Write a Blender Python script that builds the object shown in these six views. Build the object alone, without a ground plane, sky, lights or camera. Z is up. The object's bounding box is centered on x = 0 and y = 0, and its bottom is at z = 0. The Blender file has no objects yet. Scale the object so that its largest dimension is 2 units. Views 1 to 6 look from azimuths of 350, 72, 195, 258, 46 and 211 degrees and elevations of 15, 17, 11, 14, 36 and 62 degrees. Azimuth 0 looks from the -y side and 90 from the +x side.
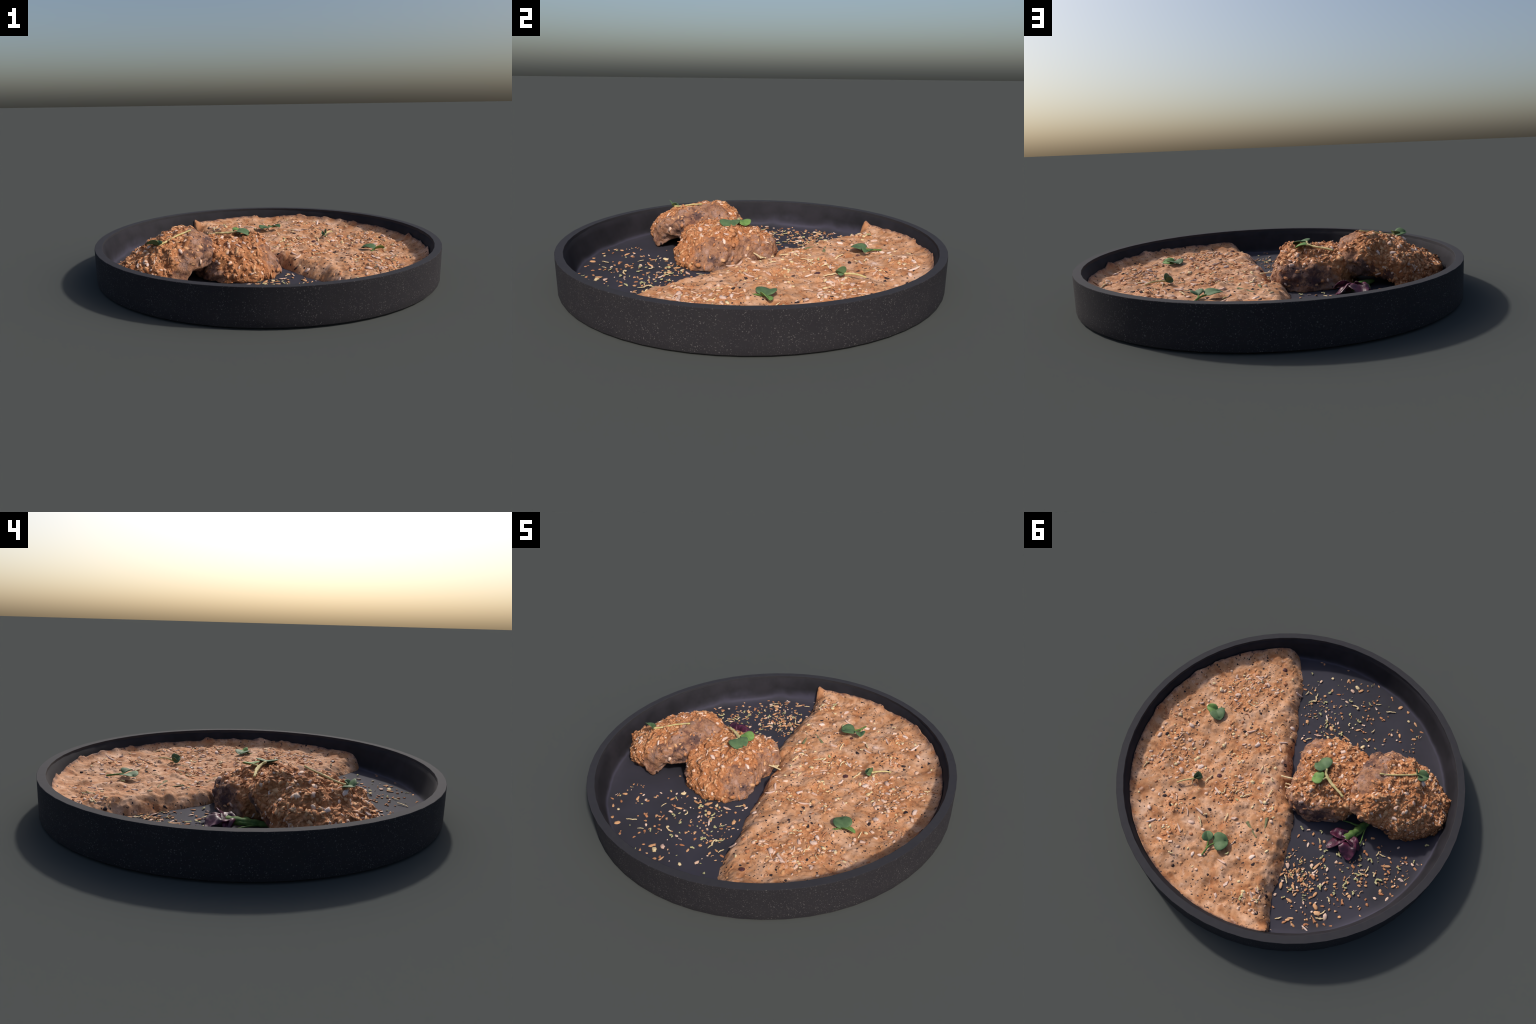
# A round speckled slate plate holding a half-moon of creamy porridge-like sauce,
# two crumb-crusted cutlets, cress sprouts, a purple leaf sprig and scattered toasted crumbs.
import bpy, math, random
import numpy as np
from mathutils import Vector, Matrix, noise
from mathutils.bvhtree import BVHTree

rng = np.random.default_rng(11)
random.seed(11)

# ------------------------------------------------------------------ helpers
def lin(r, g, b, k=1.0):
    f = lambda c: (c / 12.92 if c <= 0.04045 else ((c + 0.055) / 1.055) ** 2.4)
    return tuple(min(1.0, f(c / 255.0) * k) for c in (r, g, b)) + (1.0,)


def fbm(P, scale, octaves=3, seed=0.0):
    out = np.empty(len(P))
    off = Vector((seed * 7.13, seed * 3.71, seed * 5.37))
    for i, p in enumerate(P):
        out[i] = noise.fractal(Vector((float(p[0]), float(p[1]), float(p[2]))) * scale + off, 1.0, 2.0, octaves)
    return out


def new_mesh(name, verts, faces, mats=(), smooth=True, mat_idx=None):
    me = bpy.data.meshes.new(name)
    me.from_pydata([tuple(map(float, v)) for v in verts], [], [tuple(map(int, f)) for f in faces])
    me.validate()
    me.update()
    for m in mats:
        me.materials.append(m)
    if smooth:
        me.polygons.foreach_set("use_smooth", np.ones(len(me.polygons), dtype=bool))
    if mat_idx is not None:
        me.polygons.foreach_set("material_index", np.asarray(mat_idx, dtype=np.int32))
    return me


def add_obj(name, me, parent=None, loc=None):
    ob = bpy.data.objects.new(name, me)
    bpy.context.scene.collection.objects.link(ob)
    if parent is not None:
        ob.parent = parent
        base = parent
        w = Vector((0, 0, 0))
        while base is not None:
            w += base.location
            base = base.parent
        ob.location = (Vector(loc) if loc is not None else Vector((0, 0, 0))) - w
    elif loc is not None:
        ob.location = loc
    return ob


def thing(name, loc, label, category):
    ob = add_obj(name, None, None, loc)
    ob.empty_display_size = 0.05
    ob["label"] = label
    ob["category"] = category
    return ob


def grid_faces(n, m, wrap_n=False):
    f = []
    for i in range(n if wrap_n else n - 1):
        a, b = i * m, ((i + 1) % n) * m
        for j in range(m - 1):
            f.append((a + j, b + j, b + j + 1, a + j + 1))
    return f


# ------------------------------------------------------------------ node helpers
class Mat:
    def __init__(self, name, rough=0.6, spec=0.5):
        self.m = bpy.data.materials.new(name)
        self.m.use_nodes = True
        self.t = self.m.node_tree
        self.bsdf = self.t.nodes["Principled BSDF"]
        self.bsdf.inputs["Roughness"].default_value = rough
        self.bsdf.inputs["Specular IOR Level"].default_value = spec
        self.co = self.t.nodes.new("ShaderNodeTexCoord").outputs["Object"]

    def link(self, a, b):
        self.t.links.new(a, b)

    def node(self, kind, **kw):
        n = self.t.nodes.new(kind)
        for k, v in kw.items():
            setattr(n, k, v)
        return n

    def put(self, sock, v):
        if hasattr(v, "is_linked") or hasattr(v, "links"):
            self.link(v, sock)
        else:
            sock.default_value = v

    def noise(self, scale, detail=3, rough=0.55, vec=None, offset=None):
        n = self.node("ShaderNodeTexNoise")
        n.inputs["Scale"].default_value = scale
        n.inputs["Detail"].default_value = detail
        n.inputs["Roughness"].default_value = rough
        v = vec or self.co
        if offset:
            mp = self.node("ShaderNodeMapping")
            mp.inputs["Location"].default_value = (offset, offset * 0.7, -offset * 0.4)
            self.link(v, mp.inputs["Vector"])
            v = mp.outputs[0]
        self.link(v, n.inputs["Vector"])
        return n.outputs["Fac"]

    def voronoi(self, scale, vec=None, rand=1.0, dims="3D"):
        n = self.node("ShaderNodeTexVoronoi", voronoi_dimensions=dims)
        n.inputs["Scale"].default_value = scale
        n.inputs["Randomness"].default_value = rand
        self.link(vec or self.co, n.inputs["Vector"])
        return n.outputs["Distance"], n.outputs["Color"]

    def warp(self, scale, amount):
        n = self.node("ShaderNodeTexNoise")
        n.inputs["Scale"].default_value = scale
        self.link(self.co, n.inputs["Vector"])
        s = self.node("ShaderNodeVectorMath", operation="MULTIPLY_ADD")
        self.link(n.outputs["Color"], s.inputs[0])
        s.inputs[1].default_value = (amount,) * 3
        self.link(self.co, s.inputs[2])
        return s.outputs[0]

    def math(self, op, a, b=0.0, c=0.0):
        n = self.node("ShaderNodeMath", operation=op)
        self.put(n.inputs[0], a)
        self.put(n.inputs[1], b)
        if op == "MULTIPLY_ADD":
            self.put(n.inputs[2], c)
        return n.outputs[0]

    def range(self, v, a, b, c=0.0, d=1.0, smooth=True):
        n = self.node("ShaderNodeMapRange", interpolation_type="SMOOTHSTEP" if smooth else "LINEAR")
        self.put(n.inputs["Value"], v)
        n.inputs["From Min"].default_value = a
        n.inputs["From Max"].default_value = b
        n.inputs["To Min"].default_value = c
        n.inputs["To Max"].default_value = d
        return n.outputs["Result"]

    def mix(self, fac, a, b):
        n = self.node("ShaderNodeMix", data_type="RGBA")
        self.put(n.inputs[0], fac)
        self.put(n.inputs[6], a)
        self.put(n.inputs[7], b)
        return n.outputs[2]

    def ramp(self, fac, stops):
        n = self.node("ShaderNodeValToRGB")
        e = n.color_ramp.elements
        e[0].position, e[0].color = stops[0]
        e[1].position, e[1].color = stops[-1]
        for p, c in stops[1:-1]:
            x = e.new(p)
            x.color = c
        self.link(fac, n.inputs[0])
        return n.outputs[0]

    def blobs(self, spots, soft=0.35):
        """Largest of several soft spherical masks, each (x, y, z, radius)."""
        cur = None
        for (x, y, z, r) in spots:
            d = self.node("ShaderNodeVectorMath", operation="DISTANCE")
            self.link(self.co, d.inputs[0])
            d.inputs[1].default_value = (x, y, z)
            v = self.range(d.outputs["Value"], r * (1 - soft), r * (1 + soft), 1.0, 0.0, smooth=False)
            cur = v if cur is None else self.math("MAXIMUM", cur, v)
        return cur

    def cell_value(self, col):
        s = self.node("ShaderNodeSeparateColor")
        self.link(col, s.inputs[0])
        return s.outputs[0]

    def dots(self, scale, size, share, vec=None, dims="3D"):
        """Round specks: one per Voronoi cell, only a share of the cells, varied size."""
        d, c = self.voronoi(scale, vec, 1.0, dims)
        s = self.node("ShaderNodeSeparateColor")
        self.link(c, s.inputs[0])
        on = self.math("LESS_THAN", s.outputs[0], share)
        sz = self.math("MULTIPLY_ADD", s.outputs[1], size * 0.8, size * 0.45)
        inside = self.math("SUBTRACT", sz, d)
        soft = self.range(inside, 0.0, size * 0.35)
        return self.math("MULTIPLY", soft, on)

    def color(self, c):
        self.put(self.bsdf.inputs["Base Color"], c)

    def bump(self, h, strength=0.3, dist=0.01):
        n = self.node("ShaderNodeBump")
        n.inputs["Strength"].default_value = strength
        n.inputs["Distance"].default_value = dist
        self.link(h, n.inputs["Height"])
        self.link(n.outputs[0], self.bsdf.inputs["Normal"])


# ------------------------------------------------------------------ materials
def make_plate_materials():
    m = Mat("speckled_slate", 0.9, 0.2)
    base = m.ramp(m.noise(9, 4), [(0.3, lin(40, 38, 42)), (0.7, lin(44, 42, 45))])
    sp = m.math("MAXIMUM", m.dots(95, 0.26, 0.9, m.warp(120, 0.006)), m.dots(165, 0.26, 0.8))
    gate = m.range(m.noise(14, 2, offset=3.0), 0.34, 0.6)
    sp = m.math("MULTIPLY", sp, m.math("MULTIPLY_ADD", gate, 0.22, 0.12))
    m.color(m.mix(sp, base, lin(128, 124, 122)))
    m.bump(m.noise(180, 3), 0.12, 0.002)

    r = Mat("plain_slate_rim", 0.85, 0.3)
    r.color(r.ramp(r.noise(30, 3), [(0.3, lin(43, 42, 47)), (0.7, lin(47, 46, 50))]))

    f = Mat("glazed_dark_floor", 0.82, 0.25)
    sep = f.node("ShaderNodeSeparateXYZ")
    f.link(f.co, sep.inputs[0])
    rad = f.math("SQRT", f.math("ADD", f.math("MULTIPLY", sep.outputs[0], sep.outputs[0]),
                                f.math("MULTIPLY", sep.outputs[1], sep.outputs[1])))
    rad = f.math("MULTIPLY_ADD", f.noise(6, 3), 0.02, rad)
    base = f.ramp(f.noise(3.2, 4), [(0.32, lin(47, 46, 53)), (0.68, lin(57, 55, 66))])
    ring = f.math("MULTIPLY", f.range(rad, 0.916, 0.925), f.range(rad, 0.925, 0.934, 1.0, 0.0))  # painted bluish highlight along the crease between floor and wall
    col = f.mix(f.math("MULTIPLY", ring, 0.30), base, lin(80, 77, 96))
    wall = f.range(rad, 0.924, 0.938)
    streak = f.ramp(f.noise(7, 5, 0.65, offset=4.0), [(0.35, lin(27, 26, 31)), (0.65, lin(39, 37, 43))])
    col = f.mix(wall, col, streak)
    f.color(col)
    f.bump(f.noise(8, 4), 0.15, 0.01)
    return m.m, r.m, f.m


PATCHES = [(0.51, -0.43, 0.07), (0.26, -0.11, 0.09), (0.80, 0.02, 0.08), (0.69, 0.17, 0.11), (0.53, 0.26, 0.11),
           (0.66, -0.32, 0.09), (0.51, -0.27, 0.08), (0.45, -0.07, 0.06), (0.73, 0.34, 0.07), (0.39, 0.67, 0.06),
           (0.24, 0.30, 0.08), (0.46, 0.52, 0.07), (-0.20, 0.75, 0.07), (-0.01, 0.26, 0.05), (0.19, 0.19, 0.10),
           (0.60, -0.45, 0.08), (0.40, -0.45, 0.06), (0.33, 0.05, 0.06)]


def make_sauce_material():
    m = Mat("creamy_peppered_sauce", 0.8, 0.25)
    w = m.warp(6.0, 0.10)
    n1 = m.noise(11, 5, 0.6, w)
    base = m.ramp(n1, [(0.28, lin(210, 170, 143)), (0.43, lin(195, 149, 116)), (0.54, lin(181, 130, 92)), (0.66, lin(165, 108, 70)), (0.80, lin(136, 87, 58))])
    toast = m.blobs([(x, y, 0.11, r) for x, y, r in PATCHES], 0.6)
    toast = m.range(m.math("MULTIPLY_ADD", m.noise(26, 5, 0.65), 1.3, m.math("ADD", toast, -0.85)), 0.05, 0.5)
    tcol = m.ramp(m.noise(52, 4, 0.65), [(0.3, lin(150, 88, 50)), (0.5, lin(188, 122, 76)), (0.62, lin(206, 150, 106)), (0.75, lin(220, 176, 140))])
    col = m.mix(m.math("MULTIPLY", toast, 0.55), base, tcol)
    pale = m.range(m.noise(30, 4, 0.6, offset=7.0), 0.58, 0.7)
    col = m.mix(m.math("MULTIPLY", pale, 0.5), col, lin(222, 186, 164))
    blotch = m.range(m.noise(17, 5, 0.7, w, 9.0), 0.57, 0.70)
    col = m.mix(m.math("MULTIPLY", blotch, 0.5), col, lin(140, 90, 62))
    ww = m.warp(75, 0.017)
    brown = m.dots(24, 0.22, 0.5, ww, "2D")
    col = m.mix(m.math("MULTIPLY", brown, 0.5), col, lin(120, 76, 54))
    pep = m.math("MAXIMUM", m.math("MAXIMUM", m.dots(31, 0.155, 0.6, ww, "2D"), m.dots(16, 0.115, 0.34, ww, "2D")), m.dots(52, 0.16, 0.5, ww, "2D"))
    gate = m.range(m.noise(7, 2, offset=2.0), 0.34, 0.52, 0.30, 1.0)
    col = m.mix(m.math("MULTIPLY", pep, gate), col, lin(38, 32, 38))
    # thin dried smear where it meets the plate wall
    sep = m.node("ShaderNodeSeparateXYZ")
    m.link(m.co, sep.inputs[0])
    rad = m.math("SQRT", m.math("ADD", m.math("MULTIPLY", sep.outputs[0], sep.outputs[0]), m.math("MULTIPLY", sep.outputs[1], sep.outputs[1])))
    smear = m.range(m.math("MULTIPLY_ADD", m.noise(18, 5, 0.7, offset=12.0), 0.06, rad), 0.944, 0.968)
    col = m.mix(m.math("MULTIPLY", smear, 0.8), col, lin(74, 60, 66))
    m.color(col)
    m.bump(m.noise(34, 5, 0.6, w), 0.35, 0.012)
    return m.m


def make_meat_material(name, bare, dark):
    m = Mat(name, 0.78, 0.25)
    nz = m.noise(16, 5, 0.65)
    crust = m.ramp(m.noise(36, 6, 0.7, m.warp(20, 0.03)), [(0.28, lin(128, 80, 52)), (0.44, lin(172, 110, 70)), (0.56, lin(190, 128, 84)), (0.68, lin(206, 152, 112)), (0.8, lin(222, 182, 154))])
    mw = m.warp(14, 0.04)
    meat = m.ramp(m.noise(15, 6, 0.7, mw), [(0.30, lin(92, 62, 58)), (0.41, lin(136, 96, 78)), (0.49, lin(166, 120, 90)), (0.57, lin(164, 128, 112)), (0.66, lin(188, 150, 130)), (0.76, lin(194, 142, 100))])
    pore = m.dots(85, 0.30, 0.85, m.warp(60, 0.01))
    meat = m.mix(m.math("MULTIPLY", pore, 0.4), meat, lin(96, 70, 64))
    mask = m.range(m.math("MULTIPLY_ADD", nz, 1.3, m.math("ADD", m.blobs(bare, 0.5), -0.65)), 0.35, 0.60)
    col = m.mix(mask, crust, meat)
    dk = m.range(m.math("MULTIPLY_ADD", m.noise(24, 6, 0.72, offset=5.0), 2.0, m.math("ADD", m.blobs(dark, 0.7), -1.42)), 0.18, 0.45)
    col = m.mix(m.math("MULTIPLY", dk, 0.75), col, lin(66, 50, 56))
    pep = m.math("MULTIPLY", m.dots(36, 0.22, 0.8, m.warp(60, 0.012)), mask)
    col = m.mix(m.math("MULTIPLY", pep, 0.9), col, lin(46, 34, 40))
    m.color(col)
    m.bump(m.math("ADD", m.noise(60, 6, 0.7), m.math("MULTIPLY", pore, -0.2)), 0.8, 0.014)
    return m.m


def simple(name, stops, scale=40, rough=0.8, bump=0.2, random_tint=False, spec=0.25):
    m = Mat(name, rough, spec)
    fac = m.noise(scale, 3)
    if random_tint:
        info = m.node("ShaderNodeObjectInfo")
        fac = m.math("MULTIPLY_ADD", info.outputs["Random"], 0.5, m.math("MULTIPLY", fac, 0.5))
    m.color(m.ramp(fac, stops))
    if bump:
        m.bump(m.noise(scale * 2.5, 3), bump, 0.004)
    return m.m


SPECKLED, RIM, FLOOR = make_plate_materials()
SAUCE = make_sauce_material()
CREAM = simple("pale_seed", [(0.25, lin(228, 198, 178)), (0.75, lin(206, 170, 146))], 60, 0.8, 0.15, True)
TAN = simple("toasted_flake", [(0.25, lin(212, 166, 126)), (0.75, lin(190, 138, 96))], 60, 0.8, 0.2, True)
ORANGE = simple("brown_toasted_flake", [(0.25, lin(190, 138, 100)), (0.75, lin(166, 108, 74))], 60, 0.8, 0.2, True)
TOAST = simple("crust_flake", [(0.3, lin(156, 100, 64)), (0.5, lin(182, 122, 80)), (0.7, lin(206, 154, 114))], 45, 0.8, 0.3)
GREENISH = simple("dried_herb", [(0.2, lin(108, 116, 78)), (0.5, lin(176, 170, 124)), (0.8, lin(212, 200, 162))], 90, 0.8, 0.2)
CREAM_SHRED = simple("pale_shred", [(0.3, lin(222, 204, 164)), (0.7, lin(200, 172, 128))], 60, 0.8, 0.15)
PEPPER = simple("cracked_pepper", [(0.3, lin(34, 28, 34)), (0.7, lin(66, 48, 46))], 90, 0.8, 0.4)
SKIN = simple("dark_red_seed", [(0.3, lin(92, 56, 52)), (0.7, lin(70, 40, 44))], 60, 0.4, 0.2)
WHITE_FLAKE = simple("white_flake", [(0.3, lin(222, 196, 182)), (0.7, lin(198, 164, 146))], 60, 0.8, 0.15, True)
LEAF = simple("green_leaf", [(0.3, lin(68, 92, 62)), (0.7, lin(92, 116, 78))], 26, 0.6, 0.2)
LEAF_LIGHT = simple("light_green_leaf", [(0.3, lin(86, 122, 62)), (0.7, lin(120, 150, 82))], 26, 0.6, 0.2)
STEM = simple("pale_stem", [(0.3, lin(206, 188, 140)), (0.7, lin(182, 170, 108))], 30, 0.7, 0.1)
STEM_GREEN = simple("green_stalk", [(0.3, lin(60, 92, 42)), (0.7, lin(104, 128, 64))], 30, 0.7, 0.2)
PURPLE = simple("purple_leaf", [(0.25, lin(40, 20, 34)), (0.5, lin(72, 32, 52)), (0.75, lin(112, 46, 74))], 26, 0.42, 0.5, spec=0.4)
PALE_LINE = simple("pale_pink_line", [(0.3, lin(160, 90, 130)), (0.7, lin(196, 160, 190))], 60, 0.3, 0.1)  # thin pale pink lines along the purple leaf


# ------------------------------------------------------------------ plate
def revolve(profile, segs, phase=0.0):
    m = len(profile)
    v = []
    for i in range(segs):
        a = phase + 2 * math.pi * i / segs
        for r, z in profile:
            v.append((r * math.cos(a), r * math.sin(a), z))
    return v, grid_faces(segs, m, True)


def build_plate():
    root = thing("plate", (0, 0, 0), "round dark slate plate with straight speckled wall", "plate")
    # outer wall: a 60-sided drum with a shallow recessed foot
    prof = [(0.0, 0.0), (0.30, 0.0), (0.97, 0.0), (0.978, 0.001), (0.985, 0.004), (0.989, 0.0065), (0.9935, 0.0085), (0.9952, 0.013),
            (0.9952, 0.05), (0.9952, 0.10), (0.9952, 0.15), (0.9952, 0.1955), (0.9937, 0.197)]
    v, f = revolve(prof, 60)
    me = new_mesh("wall", v, f, [SPECKLED])
    me.set_sharp_from_angle(angle=math.radians(32))
    add_obj("wall", me, root)
    prof = [(0.9937, 0.197), (0.9565, 0.197), (0.955, 0.1958), (0.955, 0.15), (0.955, 0.06)]
    v, f = revolve(prof, 60)
    me = new_mesh("rim", v, f, [RIM])
    me.set_sharp_from_angle(angle=math.radians(32))
    add_obj("rim", me, root)
    # glazed inside: flat floor curving up into a slightly uneven wall
    prof = [(0.0, 0.033), (0.2, 0.033), (0.4, 0.033), (0.6, 0.033), (0.75, 0.033), (0.85, 0.0335), (0.885, 0.035), (0.902, 0.038), (0.914, 0.046),
            (0.921, 0.060), (0.926, 0.080), (0.931, 0.105), (0.937, 0.13), (0.943, 0.155), (0.950, 0.174), (0.9548, 0.183)]
    segs = 180
    v, f = revolve(prof, segs)
    v = np.array(v)
    nz = fbm(v, 5.0, 3, 2.0)
    rad = np.hypot(v[:, 0], v[:, 1])
    k = np.clip((v[:, 2] - 0.04) / 0.06, 0, 1)
    top = (v[:, 2] > 0.18)
    dr = np.where(top, 0.0, -0.004 * (0.5 + nz) * k)
    v[:, 0] *= 1 + dr / np.maximum(rad, 0.01)
    v[:, 1] *= 1 + dr / np.maximum(rad, 0.01)
    v[:, 1] -= np.where(top, 0.0, 0.006 * np.clip((rad - 0.86) / 0.05, 0, 1) * np.clip((0.178 - v[:, 2]) / 0.05, 0, 1))
    v[:, 2] += np.where(top, 0.006 * nz, 0.0015 * nz * (rad < 0.9))
    add_obj("floor", new_mesh("floor", v, f, [FLOOR]), root)
    return root


# ------------------------------------------------------------------ sauce
EDGE = np.array([(0.425, -0.815), (0.385, -0.76), (0.318, -0.67), (0.247, -0.53), (0.195, -0.41), (0.155, -0.345), (0.088, -0.20), (0.046, -0.105),
                 (0.006, -0.025), (-0.022, 0.03), (-0.045, 0.085), (-0.070, 0.135), (-0.125, 0.180), (-0.165, 0.245), (-0.205, 0.33), (-0.235, 0.44), (-0.27, 0.56),
                 (-0.29, 0.65), (-0.355, 0.77), (-0.395, 0.845)])


# measured surface heights (x, y, z) of the sauce
HEIGHTS = [(0.45, -0.65, 0.086), (0.464, -0.476, 0.098), (0.55, -0.49, 0.100), (0.70, -0.50, 0.106), (0.676, -0.424, 0.103), (0.757, -0.20, 0.096),
           (0.85, -0.30, 0.106), (0.712, -0.108, 0.086), (0.525, -0.188, 0.110), (0.519, -0.344, 0.108), (0.479, -0.214, 0.112), (0.687, 0.0, 0.095), (0.695, 0.042, 0.093),
           (0.613, 0.136, 0.092), (0.774, 0.171, 0.105), (0.487, 0.036, 0.082), (0.345, -0.117, 0.104), (0.263, -0.056, 0.106), (0.332, -0.022, 0.102),
           (0.30, -0.35, 0.098), (0.05, 0.238, 0.097), (0.117, 0.41, 0.098), (0.24, 0.15, 0.096), (0.45, 0.35, 0.092), (0.037, 0.525, 0.105), (0.22, 0.58, 0.103),
           (0.379, 0.745, 0.118), (0.553, 0.629, 0.114), (0.65, 0.45, 0.106), (0.058, 0.748, 0.109), (-0.059, 0.755, 0.112), (-0.215, 0.687, 0.101), (-0.054, 0.829, 0.112),
           (-0.275, 0.795, 0.106), (0.85, 0.25, 0.108), (0.86, -0.12, 0.112), (0.88, -0.22, 0.116), (0.80, -0.36, 0.113), (0.88, 0.05, 0.110), (0.60, -0.65, 0.100), (-0.10, 0.45, 0.098)]


def resample(P, n):
    # smooth polyline by Catmull-Rom then even spacing
    P = np.asarray(P, float)
    Q = np.vstack([2 * P[0] - P[1], P, 2 * P[-1] - P[-2]])
    out = []
    for i in range(len(P) - 1):
        p0, p1, p2, p3 = Q[i:i + 4]
        for t in np.linspace(0, 1, 24, endpoint=False):
            out.append(0.5 * (2 * p1 + (p2 - p0) * t + (2 * p0 - 5 * p1 + 4 * p2 - p3) * t ** 2 + (-p0 + 3 * p1 - 3 * p2 + p3) * t ** 3))
    out.append(P[-1])
    out = np.array(out)
    s = np.r_[0, np.cumsum(np.linalg.norm(np.diff(out, axis=0), axis=1))]
    x = np.linspace(0, s[-1], n)
    return np.stack([np.interp(x, s, out[:, k]) for k in range(out.shape[1])], 1)


def build_sauce():
    ns, nt = 420, 250
    E = resample(EDGE, ns)
    wob = np.array([noise.fractal(Vector((x * 9, y * 9, 1.7)), 1.0, 2.0, 3) for x, y in E])
    tang = np.gradient(E, axis=0)
    tang /= np.linalg.norm(tang, axis=1)[:, None]
    nrm = np.stack([-tang[:, 1], tang[:, 0]], 1)        # points away from the sauce or into it; only a wobble
    wob2 = np.array([noise.fractal(Vector((x * 34, y * 34, 5.1)), 1.0, 2.0, 2) for x, y in E])
    E = E + nrm * (0.012 * wob + 0.006 * wob2)[:, None]
    a0, a1 = math.atan2(E[0, 1], E[0, 0]), math.atan2(E[-1, 1], E[-1, 0])
    ang = np.linspace(a0, a1, ns)
    RW = 0.931
    W = np.stack([RW * np.cos(ang), RW * np.sin(ang)], 1)
    t = np.linspace(0, 1, nt)
    t = 0.55 * t + 0.45 * t ** 2
    t = t / t[-1]
    P = E[:, None, :] * (1 - t[None, :, None]) + W[:, None, :] * t[None, :, None]
    XY = P.reshape(-1, 2)
    # distance to the free edge
    D = np.full(len(XY), 9.0)
    for k in range(ns):
        D = np.minimum(D, np.hypot(XY[:, 0] - E[k, 0], XY[:, 1] - E[k, 1]))
    P3 = np.c_[XY, np.zeros(len(XY))]
    r = np.hypot(XY[:, 0], XY[:, 1])
    C = np.array(HEIGHTS)
    wgt = np.exp(-((XY[:, None, 0] - C[None, :, 0]) ** 2 + (XY[:, None, 1] - C[None, :, 1]) ** 2) / (2 * 0.095 ** 2))
    H = (wgt @ C[:, 2] + 1e-3 * 0.100) / (wgt.sum(1) + 1e-3)
    wall_wave = fbm(np.c_[XY / r[:, None], np.zeros(len(XY))], 4.5, 3, 4.0)
    climb = np.exp(-np.clip(0.931 - r, 0, 1) / 0.026)
    H += climb * (0.028 + 0.010 * wall_wave + 0.045 * np.clip(fbm(np.c_[XY / r[:, None], np.zeros(len(XY))], 8.0, 3, 14.0), 0, 0.6) ** 1.5) * np.clip(D / 0.05, 0.35, 1)
    lump = fbm(P3, 6.5, 2, 1.0) * 0.0125 + fbm(P3, 15.0, 2, 3.0) * 0.0095 + fbm(P3, 42.0, 2, 5.0) * 0.0016
    lump += np.abs(fbm(P3, 11.0, 3, 6.0)) * 0.010 - 0.004
    width = 0.095 + 0.05 * fbm(P3, 5.0, 2, 8.0)
    # the far corner clings to the plate wall in a raised tongue
    horn = np.exp(-((XY[:, 0] + 0.372) ** 2 + (XY[:, 1] - 0.855) ** 2) / 0.040 ** 2)
    u = np.clip(D / width, 0, 1)
    prof = 1 - (1 - u) ** 2.1
    zf = 0.033
    Z = zf + (H - zf) * prof + lump * np.clip(D / 0.035, 0, 1) * (1 - 0.55 * climb)
    Z = Z + horn * np.clip(0.150 - Z, 0, 1) * np.clip(D / 0.012, 0, 1)
    V = np.c_[XY, Z]
    F = [fc[::-1] for fc in grid_faces(ns, nt)]
    n0 = len(V)
    bottom = np.r_[np.c_[E, np.full(ns, 0.030)], np.c_[W * 1.012, np.full(ns, 0.030)]]
    V = np.r_[V, bottom]
    for i in range(ns - 1):
        F.append((n0 + i, n0 + i + 1, n0 + ns + i + 1, n0 + ns + i))
        F.append((i * nt, (i + 1) * nt, n0 + i + 1, n0 + i))
        F.append((n0 + ns + i, n0 + ns + i + 1, (i + 1) * nt + nt - 1, i * nt + nt - 1))
    root = thing("sauce_serving", (0.45, 0.1, 0.03), "half-moon serving of creamy beige peppered sauce topped with seeds", "sauce")
    me = new_mesh("sauce", V, F, [SAUCE])
    add_obj("sauce", me, root)
    bvh = BVHTree.FromPolygons([tuple(v) for v in V[:n0]], F[:(ns - 1) * (nt - 1)])
    return root, bvh


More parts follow.
